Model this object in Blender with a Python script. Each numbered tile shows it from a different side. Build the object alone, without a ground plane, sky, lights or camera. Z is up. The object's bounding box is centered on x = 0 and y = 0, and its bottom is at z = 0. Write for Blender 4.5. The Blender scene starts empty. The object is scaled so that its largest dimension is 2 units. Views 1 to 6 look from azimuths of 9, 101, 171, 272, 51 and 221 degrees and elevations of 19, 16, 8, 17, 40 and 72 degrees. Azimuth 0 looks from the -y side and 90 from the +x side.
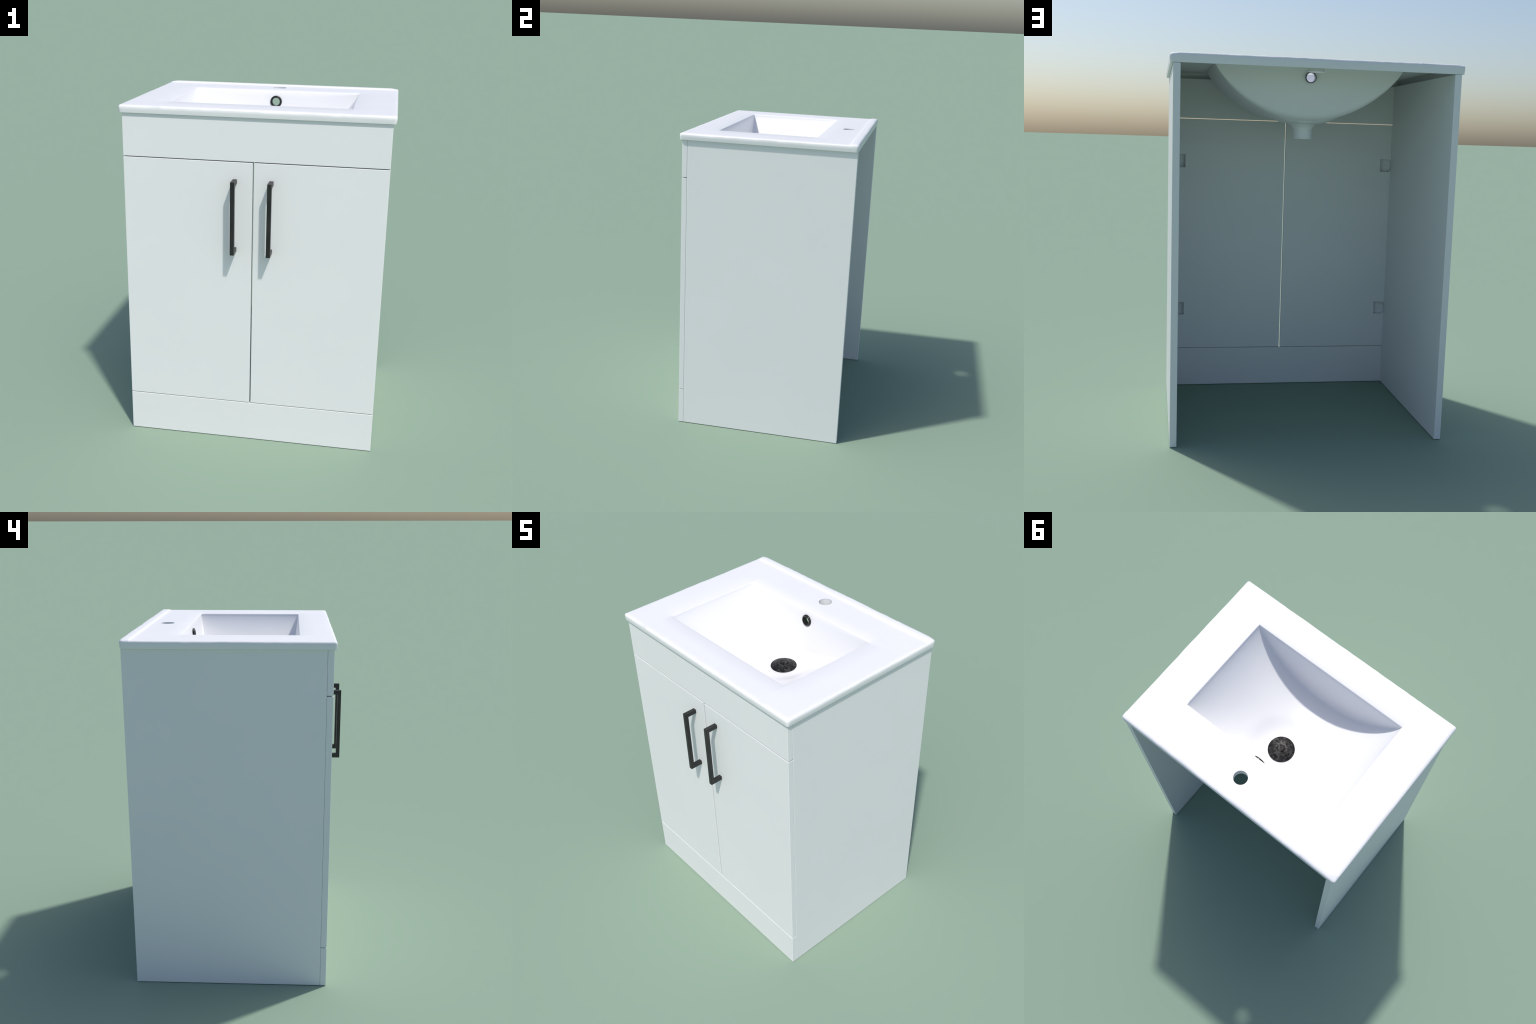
import bpy, bmesh, math, random
from mathutils import Vector

random.seed(7)
scene = bpy.context.scene

# ------------------------------------------------------------------ sizes (m)
HALF_W = 0.733          # cabinet half width
FRONT_Y = -0.5125       # face of doors, fascia and plinth
INNER_Y = -0.4790       # back of doors, fascia and plinth
BACK_Y = 0.5870         # rear edge of the side panels
PANEL_T = 0.036         # side panel thickness
CAB_TOP = 1.9494
DOOR_LO, DOOR_HI = 0.2464, 1.7058
PLINTH_TOP = 0.2425
FASCIA_LO = 1.7109
SLOT = 0.0036           # half of the gap between the doors

DECK_Z = 1.9926         # flat top of the basin
RIM_LO = 1.9508         # lower edge of the basin rim
LIP_H = 0.0073          # raised lip along the back
BASIN_X = 0.7505
BASIN_Y0, BASIN_Y1 = -0.5268, 0.5920
BOWL_X = 0.509          # half width of the bowl opening
BOWL_Y0, BOWL_Y1 = -0.334, 0.303
BOWL_D = 0.284          # bowl depth in the middle
SHELL = 0.0035
DRAIN = Vector((0.0, 0.100, 1.6910))
TAP = Vector((0.0, 0.4480, DECK_Z))
TAP_R = 0.0410
OVERFLOW = Vector((0.0, 0.2936, 1.9260))


# ------------------------------------------------------------------ materials
def new_material(name):
    m = bpy.data.materials.new(name)
    m.use_nodes = True
    nt = m.node_tree
    return m, nt, nt.nodes["Principled BSDF"]


def noise_mix(nt, bsdf, low, high, scale, detail=3.0, lo=0.35, hi=0.65):
    tc = nt.nodes.new("ShaderNodeTexCoord")
    n = nt.nodes.new("ShaderNodeTexNoise")
    n.inputs["Scale"].default_value = scale
    n.inputs["Detail"].default_value = detail
    r = nt.nodes.new("ShaderNodeValToRGB")
    r.color_ramp.elements[0].position = lo
    r.color_ramp.elements[1].position = hi
    r.color_ramp.elements[0].color = (*low, 1)
    r.color_ramp.elements[1].color = (*high, 1)
    nt.links.new(tc.outputs["Object"], n.inputs["Vector"])
    nt.links.new(n.outputs["Fac"], r.inputs["Fac"])
    nt.links.new(r.outputs["Color"], bsdf.inputs["Base Color"])
    return tc, n, r


def make_board_white():
    m, nt, b = new_material("white_lacquered_board")
    noise_mix(nt, b, (0.785, 0.792, 0.792), (0.797, 0.803, 0.803), 2.2)
    b.inputs["Roughness"].default_value = 0.5
    b.inputs["Specular IOR Level"].default_value = 0.35
    return m


def make_ceramic():
    m, nt, b = new_material("glazed_white_ceramic")
    noise_mix(nt, b, (0.800, 0.801, 0.814), (0.813, 0.814, 0.825), 3.0)
    b.inputs["Roughness"].default_value = 0.38
    b.inputs["Specular IOR Level"].default_value = 0.5
    return m


def make_black_metal():
    m, nt, b = new_material("matt_black_metal")
    noise_mix(nt, b, (0.013, 0.013, 0.014), (0.022, 0.021, 0.021), 9.0)
    b.inputs["Roughness"].default_value = 0.42
    b.inputs["Specular IOR Level"].default_value = 0.4
    return m


def make_gloss_black():
    m, nt, b = new_material("polished_black_metal")
    noise_mix(nt, b, (0.010, 0.010, 0.011), (0.020, 0.020, 0.021), 25.0)
    b.inputs["Metallic"].default_value = 0.25
    b.inputs["Roughness"].default_value = 0.28
    return m


def make_mottled_black():
    """Weathered black of the drain cover: grey flakes and black specks."""
    m, nt, b = new_material("mottled_black_metal")
    N, L = nt.nodes.new, nt.links.new
    tc = N("ShaderNodeTexCoord")
    v = N("ShaderNodeTexVoronoi")
    v.inputs["Scale"].default_value = 95.0
    n1 = N("ShaderNodeTexNoise")
    n1.inputs["Scale"].default_value = 38.0
    n1.inputs["Detail"].default_value = 5.0
    n1.inputs["Roughness"].default_value = 0.7
    L(tc.outputs["Object"], v.inputs["Vector"])
    L(tc.outputs["Object"], n1.inputs["Vector"])
    sep = N("ShaderNodeSeparateColor")
    L(v.outputs["Color"], sep.inputs["Color"])
    add = N("ShaderNodeMath")
    add.operation = "MULTIPLY_ADD"
    add.inputs[1].default_value = 0.45
    L(sep.outputs["Red"], add.inputs[0])
    L(n1.outputs["Fac"], add.inputs[2])
    r = N("ShaderNodeValToRGB")
    e = r.color_ramp.elements
    e[0].position, e[0].color = 0.44, (0.002, 0.002, 0.002, 1)
    e[1].position, e[1].color = 0.92, (0.036, 0.035, 0.034, 1)
    for p, c in ((0.51, 0.010), (0.80, 0.013), (0.86, 0.026)):
        x = e.new(p)
        x.color = (c, c, c, 1)
    L(add.outputs[0], r.inputs["Fac"])
    L(r.outputs["Color"], b.inputs["Base Color"])
    spec = N("ShaderNodeMapRange")
    spec.inputs["From Min"].default_value = 0.55
    spec.inputs["From Max"].default_value = 0.86
    spec.inputs["To Min"].default_value = 0.10
    spec.inputs["To Max"].default_value = 0.36
    L(add.outputs[0], spec.inputs["Value"])
    L(spec.outputs["Result"], b.inputs["Specular IOR Level"])
    bump = N("ShaderNodeBump")
    bump.inputs["Strength"].default_value = 0.25
    bump.inputs["Distance"].default_value = 0.002
    L(n1.outputs["Fac"], bump.inputs["Height"])
    L(bump.outputs["Normal"], b.inputs["Normal"])
    b.inputs["Roughness"].default_value = 0.5
    return m


BOARD, CERAMIC = make_board_white(), make_ceramic()
BLACK, GLOSS, MOTTLED = make_black_metal(), make_gloss_black(), make_mottled_black()


# ------------------------------------------------------------------ helpers
def link(name, me, mat, parent, smooth_angle=None):
    if mat is not None:
        me.materials.clear()
        me.materials.append(mat)
    ob = bpy.data.objects.new(name, me)
    scene.collection.objects.link(ob)
    ob.parent = parent
    if smooth_angle is not None:
        for p in me.polygons:
            p.use_smooth = True
        me.set_sharp_from_angle(angle=math.radians(smooth_angle))
    return ob


def mesh_from(bm, name):
    me = bpy.data.meshes.new(name)
    bmesh.ops.recalc_face_normals(bm, faces=bm.faces[:])
    bm.to_mesh(me)
    bm.free()
    return me


def box_bm(lo, hi, bevel=0.0020, segments=2):
    bm = bmesh.new()
    bmesh.ops.create_cube(bm, size=1.0)
    for v in bm.verts:
        v.co = Vector([(lo[i] + hi[i]) / 2 + v.co[i] * (hi[i] - lo[i]) for i in range(3)])
    if bevel:
        bmesh.ops.bevel(bm, geom=bm.edges[:], offset=bevel, segments=segments,
                        profile=0.5, affect="EDGES")
    return bm


def lathe(profile, steps, centre, axis="z"):
    """Closed ring of a (radius, height) profile turned about an axis."""
    bm = bmesh.new()
    rings = []
    for k in range(steps):
        a = 2 * math.pi * k / steps
        ring = []
        for r, h in profile:
            c, s = r * math.cos(a), r * math.sin(a)
            p = Vector((c, s, h)) if axis == "z" else Vector((c, h, s))
            ring.append(bm.verts.new(p + centre))
        rings.append(ring)
    n = len(profile)
    for k in range(steps):
        a, b = rings[k], rings[(k + 1) % steps]
        for j in range(n - 1):
            bm.faces.new((a[j], a[j + 1], b[j + 1], b[j]))
    bmesh.ops.remove_doubles(bm, verts=bm.verts[:], dist=1e-5)
    return bm


def boolean_cut(ob, cutters):
    for c in cutters:
        mod = ob.modifiers.new("cut", "BOOLEAN")
        mod.operation, mod.solver, mod.object = "DIFFERENCE", "EXACT", c
    dg = bpy.context.evaluated_depsgraph_get()
    me = bpy.data.meshes.new_from_object(ob.evaluated_get(dg))
    old = ob.data
    ob.modifiers.clear()
    ob.data = me
    bpy.data.meshes.remove(old)
    for c in cutters:
        m = c.data
        bpy.data.objects.remove(c)
        bpy.data.meshes.remove(m)


# ------------------------------------------------------------------ the thing
unit = bpy.data.objects.new("bathroom_vanity_unit", None)
scene.collection.objects.link(unit)
unit["label"] = "white two-door vanity cabinet with ceramic basin and black handles"
unit["category"] = "vanity unit"

# ------------------------------------------------------------------ side panels
for side in (-1, 1):
    xs = sorted((side * HALF_W, side * (HALF_W - PANEL_T)))
    bm = box_bm((xs[0], INNER_Y + 0.0007, 0.0), (xs[1], BACK_Y, CAB_TOP))
    link("side_panel", mesh_from(bm, "side_panel"), BOARD, unit)

# ------------------------------------------------------------------ fascia and plinth
bm = box_bm((-HALF_W, FRONT_Y, FASCIA_LO), (HALF_W, INNER_Y, CAB_TOP))
link("fascia_panel", mesh_from(bm, "fascia_panel"), BOARD, unit)
bm = box_bm((-HALF_W, FRONT_Y, 0.0), (HALF_W, INNER_Y, PLINTH_TOP))
link("plinth", mesh_from(bm, "plinth"), BOARD, unit)


# ------------------------------------------------------------------ doors, hinge cups, handles
def hinge_cup_cutter(side, z_mid):
    """D-shaped pocket milled in the back of the door, rounded on the hinge side."""
    x0, x1, hz, r, depth = 0.6275, 0.6995, 0.041, 0.020, 0.0305
    pts = [(x0, z_mid - hz)]
    for k in range(4):
        a = -math.pi / 2 + k / 3 * math.pi / 2
        pts.append((x1 - r + r * math.cos(a), z_mid - hz + r + r * math.sin(a)))
    for k in range(4):
        a = k / 3 * math.pi / 2
        pts.append((x1 - r + r * math.cos(a), z_mid + hz - r + r * math.sin(a)))
    pts.append((x0, z_mid + hz))
    bm = bmesh.new()
    lo = [bm.verts.new((side * x, INNER_Y - depth, z)) for x, z in pts]
    hi = [bm.verts.new((side * x, INNER_Y + 0.01, z)) for x, z in pts]
    bm.faces.new(lo)
    bm.faces.new(hi)
    for k in range(len(pts)):
        j = (k + 1) % len(pts)
        bm.faces.new((lo[k], lo[j], hi[j], hi[k]))
    return link("hinge_cutter", mesh_from(bm, "hinge_cutter"), BOARD, None)


def handle_bm(x0, x1):
    """Square-section bow handle: upright bar with two posts back to the door."""
    z0, z1, yf, yb, post = 1.1965, 1.6120, -0.5918, -0.5698, 0.0250
    outline = [(FRONT_Y + 0.001, z1), (yf, z1), (yf, z0), (FRONT_Y + 0.001, z0),
               (FRONT_Y + 0.001, z0 + post), (yb, z0 + post),
               (yb, z1 - post), (FRONT_Y + 0.001, z1 - post)]
    bm = bmesh.new()
    a = [bm.verts.new((x0, y, z)) for y, z in outline]
    b = [bm.verts.new((x1, y, z)) for y, z in outline]
    bm.faces.new(a)
    bm.faces.new(list(reversed(b)))
    n = len(outline)
    for k in range(n):
        j = (k + 1) % n
        bm.faces.new((a[k], b[k], b[j], a[j]))
    bmesh.ops.recalc_face_normals(bm, faces=bm.faces[:])
    bmesh.ops.bevel(bm, geom=bm.edges[:], offset=0.0016, segments=2,
                    profile=0.5, affect="EDGES")
    return bm


for side in (-1, 1):
    xs = sorted((side * SLOT, side * HALF_W))
    bm = box_bm((xs[0], FRONT_Y, DOOR_LO), (xs[1], INNER_Y, DOOR_HI))
    door = link("door", mesh_from(bm, "door"), BOARD, unit)
    boolean_cut(door, [hinge_cup_cutter(side, 1.4460), hinge_cup_cutter(side, 0.5055)])
    hx = sorted((side * 0.0896, side * 0.1130))
    link("handle", mesh_from(handle_bm(*hx), "handle"), BLACK, door)


# ------------------------------------------------------------------ basin
def smooth01(t):
    t = max(0.0, min(1.0, t))
    return t * t * (3 - 2 * t)


def lip(x, y):
    """Raised lip along the back of the deck, dying away towards the ends."""
    ends = 0.40 + 0.60 * smooth01((BASIN_X - 0.012 - abs(x)) / 0.036)
    return LIP_H * ends * smooth01((y - 0.531) / 0.016)


def bowl_depth(x):
    """Depth of the trough across its width: a full, near-circular arc."""
    return BOWL_D * max(1.0 - (x / BOWL_X) ** 2, 0.0) ** 0.78


def seat_weight(x, y):
    """1 at the drain, fading to 0 on the surrounding floor."""
    return 1.0 - smooth01((math.hypot(x, y - DRAIN.y) - 0.060) / 0.155)


def bowl_section(x):
    """Points (y, z) from front edge over floor to back edge at width x."""
    d = bowl_depth(x)
    f = d / BOWL_D
    top = DECK_Z - 0.004
    out = []
    # steep front wall with a small fillet at its foot
    r = 0.030 * f
    yw = BOWL_Y0 + 0.115 * d
    for k in range(8):
        t = k / 7
        out.append((BOWL_Y0 + (yw - BOWL_Y0) * t, (d - r) * t))
    for k in range(1, 4):
        a = k / 3 * math.pi / 2
        out.append((yw + r * (1 - math.cos(a)), d - r + r * math.sin(a)))
    # floor, with a shallow seat for the drain
    rf = 0.155 * d
    wall = lambda q: BOWL_Y1 - 0.10 * q - 0.25 * q * q
    yb = wall(d - rf)
    ya, ye = yw + r, yb - rf
    n = 26
    for k in range(1, n + 1):
        t = k / n
        y = ya + (ye - ya) * t
        seat = seat_weight(x, y)
        out.append((y, d + (top - DRAIN.z + 0.003 - d) * seat))
    # fillet, then the leaning back wall
    for k in range(1, 8):
        a = k / 7 * math.pi / 2
        out.append((ye + rf * math.sin(a), d - rf * (1 - math.cos(a))))
    for k in range(1, 8):
        q = (d - rf) * (1 - k / 7)
        out.append((wall(q), q))
    # the whole floor sags a little towards the drain
    sag = lambda y: 0.0085 * f * math.exp(-((y - 0.08) / 0.17) ** 2)
    return [(y, top - z - (sag(y) * (1 - seat_weight(x, y)) * (z / d) ** 4 if d > 1e-6 else 0.0))
            for y, z in out]


def build_basin_surface():
    bm = bmesh.new()
    # ---- bowl patch
    nx = 72
    xs = [BOWL_X * math.sin(math.pi / 2 * (2 * i / nx - 1)) for i in range(nx + 1)]
    sections = [bowl_section(x) for x in xs]
    ns = len(sections[0])
    # the end columns run straight along the short sides of the opening
    grid = []
    for i, x in enumerate(xs):
        grid.append([bm.verts.new((x, y, z)) for y, z in sections[i]])
    for i in range(nx):
        for j in range(ns - 1):
            bm.faces.new((grid[i][j], grid[i + 1][j], grid[i + 1][j + 1], grid[i][j + 1]))
    # ---- deck: structured cells around opening and tap hole
    e = 0.005
    ox, oy0, oy1 = BOWL_X + e, BOWL_Y0 - e, BOWL_Y1 + e
    w = 0.016
    gx, gy0, gy1 = BASIN_X - w, BASIN_Y0 + w, BASIN_Y1 - w
    X = [-gx, -gx + 0.016, -gx + 0.032, -0.62] + [x * ox / BOWL_X for x in xs] + [0.62, gx - 0.032, gx - 0.016, gx]
    ys_open = [p[0] for p in sections[0]]      # end column
    yo = sorted(set(round(oy0 + (oy1 - oy0) * (y - BOWL_Y0) / (BOWL_Y1 - BOWL_Y0), 5)
                    for y in ys_open))
    Y = [gy0, gy0 + 0.016, -0.43] + yo + [0.38, 0.448, 0.515, 0.531, 0.535, 0.539,
                                          0.543, 0.547, 0.565, gy1]
    vert = {}
    rnd = random.Random(3)

    def dv(i, j):
        if (i, j) not in vert:
            x, y = X[i], Y[j]
            # inner rim line jittered so smooth normals draw uneven shading streaks
            if i in (1, len(X) - 2) and 1 < j < len(Y) - 7:
                x += rnd.uniform(-0.010, 0.012) * (1 if i == 1 else -1)
            if j == 1 and 1 < i < len(X) - 2:
                y += rnd.uniform(-0.009, 0.016)
            vert[(i, j)] = bm.verts.new((x, y, DECK_Z + lip(x, y)))
        return vert[(i, j)]

    for i in range(len(X) - 1):
        for j in range(len(Y) - 1):
            cx, cy = (X[i] + X[i + 1]) / 2, (Y[j] + Y[j + 1]) / 2
            if abs(cx) < ox and oy0 < cy < oy1:
                continue
            bm.faces.new((dv(i, j), dv(i + 1, j), dv(i + 1, j + 1), dv(i, j + 1)))
    # ---- rounded edge between deck opening and bowl
    i0, i1 = 4, 4 + nx
    j0, j1 = 3, 3 + len(yo) - 1

    def round_strip(outer, inner):
        mid = []
        for o, n in zip(outer, inner):
            mid.append(bm.verts.new((n.co.x + (o.co.x - n.co.x) * 0.35,
                                     n.co.y + (o.co.y - n.co.y) * 0.35,
                                     n.co.z + (o.co.z - n.co.z) * 0.72)))
        for a, b in ((outer, mid), (mid, inner)):
            for k in range(len(a) - 1):
                bm.faces.new((a[k], a[k + 1], b[k + 1], b[k]))

    round_strip([vert[(i0 + k, j0)] for k in range(nx + 1)], [grid[k][0] for k in range(nx + 1)])
    round_strip([vert[(i0 + k, j1)] for k in range(nx + 1)], [grid[k][-1] for k in range(nx + 1)])
    for col, gi in ((i0, 0), (i1, nx)):
        inner, last = [], None
        for v in grid[gi]:
            if last is None or abs(v.co.y - last) > 1e-5:
                inner.append(v)
            last = v.co.y
        outer = [vert[(col, j0 + k)] for k in range(len(yo))]
        round_strip(outer, inner[:len(outer)])
    # ---- outer rim: loops swept round the edge of the deck, corners fanned
    last_i, last_j = len(X) - 1, len(Y) - 1
    path = ([(i, 0) for i in range(last_i)] + [(last_i, j) for j in range(last_j)]
            + [(i, last_j) for i in range(last_i, 0, -1)] + [(0, j) for j in range(last_j, 0, -1)])
    corner_start = {(0, 0): 180, (last_i, 0): 270, (last_i, last_j): 0, (0, last_j): 90}
    stations = []
    for (i, j) in path:
        v = dv(i, j)
        if (i, j) in corner_start:
            a0 = corner_start[(i, j)]
            for s in range(5):
                a = math.radians(a0 + 90 * s / 4)
                stations.append((v, math.cos(a), math.sin(a)))
        elif j == 0:
            stations.append((v, 0, -1))
        elif i == last_i:
            stations.append((v, 1, 0))
        elif j == last_j:
            stations.append((v, 0, 1))
        else:
            stations.append((v, -1, 0))
    rows = [[s[0] for s in stations]]
    # edge roundness varied to shape the wavy highlights and shade along the rim
    n = len(stations)
    raw = [rnd.uniform(-1, 1) for _ in range(n)]
    wave = [0.25 * raw[k - 1] + 0.5 * raw[k] + 0.25 * raw[(k + 1) % n] for k in range(n)]
    rim = [(0.46, 0.0013, 0.0009), (0.82, 0.0045, 0.0024), (0.99, 0.0110, 0.0045),
           (1.0, 0.022, 0.0010), (0.80, None, 0.0), (-0.05, None, 0.0)]
    for off, drop, amp in rim:
        row = []
        for (v, dx, dy), q in zip(stations, wave):
            z = RIM_LO if drop is None else v.co.z - drop - amp * q
            row.append(bm.verts.new((v.co.x + dx * w * off, v.co.y + dy * w * off, z)))
        rows.append(row)
    for a, b in zip(rows, rows[1:]):
        for k in range(n):
            q = (k + 1) % n
            f = [a[k], b[k], b[q], a[q]]
            if a[k] is a[q]:
                f = [a[k], b[k], b[q]]
            bm.faces.new(f)
    bmesh.ops.remove_doubles(bm, verts=bm.verts[:], dist=2e-5)
    bmesh.ops.dissolve_degenerate(bm, edges=bm.edges[:], dist=1e-6)
    bmesh.ops.recalc_face_normals(bm, faces=bm.faces[:])
    up = max((f for f in bm.faces if f.calc_center_median().y > 0.4), key=lambda f: f.calc_area())
    if up.normal.z < 0:
        bmesh.ops.reverse_faces(bm, faces=bm.faces[:])
    return bm


bm = build_basin_surface()
me = bpy.data.meshes.new("basin")
bm.to_mesh(me)
bm.free()
basin = link("basin", me, CERAMIC, unit)
sol = basin.modifiers.new("shell", "SOLIDIFY")
sol.thickness, sol.offset = SHELL, -1.0
sol.use_even_offset = False
dg = bpy.context.evaluated_depsgraph_get()
solid = bpy.data.meshes.new_from_object(basin.evaluated_get(dg))
basin.modifiers.clear()
basin.data = solid


def cylinder_cutter(centre, radius, half, steps, axis):
    bm = lathe([(0, -half), (radius, -half), (radius, half), (0, half)], steps, centre, axis)
    return link("cutter", mesh_from(bm, "cutter"), CERAMIC, None)


boolean_cut(basin, [cylinder_cutter(TAP, TAP_R, 0.03, 20, "z"),
                    cylinder_cutter(OVERFLOW, 0.0270, 0.03, 32, "y")])
for p in basin.data.polygons:
    p.use_smooth = True
basin.data.set_sharp_from_angle(angle=math.radians(42))

# sleeve of the tap hole, below the deck
bm = lathe([(TAP_R, -0.001), (TAP_R, -0.050), (TAP_R + 0.002, -0.050),
            (TAP_R + 0.002, -0.004), (TAP_R, -0.001)], 20, TAP)
link("tap_hole_sleeve", mesh_from(bm, "tap_hole_sleeve"), CERAMIC, basin, 50)

# waste outlet below the bowl: flared collar and short pipe
prof = [(0.046, 1.601), (0.0540, 1.601), (0.0545, 1.652), (0.0565, 1.661), (0.063, 1.671),
        (0.073, 1.680), (0.082, 1.6855), (0.046, 1.6855), (0.046, 1.601)]
prof = [(r, z - DRAIN.z) for r, z in prof]
bm = lathe(prof, 64, DRAIN)
link("waste_outlet", mesh_from(bm, "waste_outlet"), CERAMIC, basin, 45)

# domed drain cover with a button in the middle
prof = [(0.0, -0.020), (0.040, -0.020), (0.070, -0.004), (0.0785, -0.002), (0.0800, 0.001), (0.0790, 0.0040)]
for k in range(1, 10):
    a = k / 10
    r = 0.079 + (0.024 - 0.079) * a
    prof.append((r, 0.004 + 0.014 * math.sin(a * math.pi / 2)))
prof += [(0.0235, 0.0178), (0.0225, 0.0200), (0.020, 0.0210), (0.004, 0.0218), (0.003, 0.0205), (0.0, 0.0205)]
bm = lathe(prof, 72, Vector((0, 0, 0)))
cover = link("drain_cover", mesh_from(bm, "drain_cover"), MOTTLED, basin, 40)
cover.location = DRAIN

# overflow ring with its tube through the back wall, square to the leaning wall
prof = [(0.0235, -0.0045), (0.0245, -0.0078), (0.0280, -0.0092), (0.0330, -0.0082),
        (0.0358, -0.0050), (0.0362, 0.0012), (0.0290, 0.0018), (0.0290, 0.0230),
        (0.0252, 0.0230), (0.0235, -0.0045)]
bm = lathe(prof, 56, Vector((0, 0, 0)), "y")
ring = link("overflow_ring", mesh_from(bm, "overflow_ring"), GLOSS, basin, 45)
ring.location = OVERFLOW
ring.rotation_euler = (-math.radians(3.5), 0, 0)
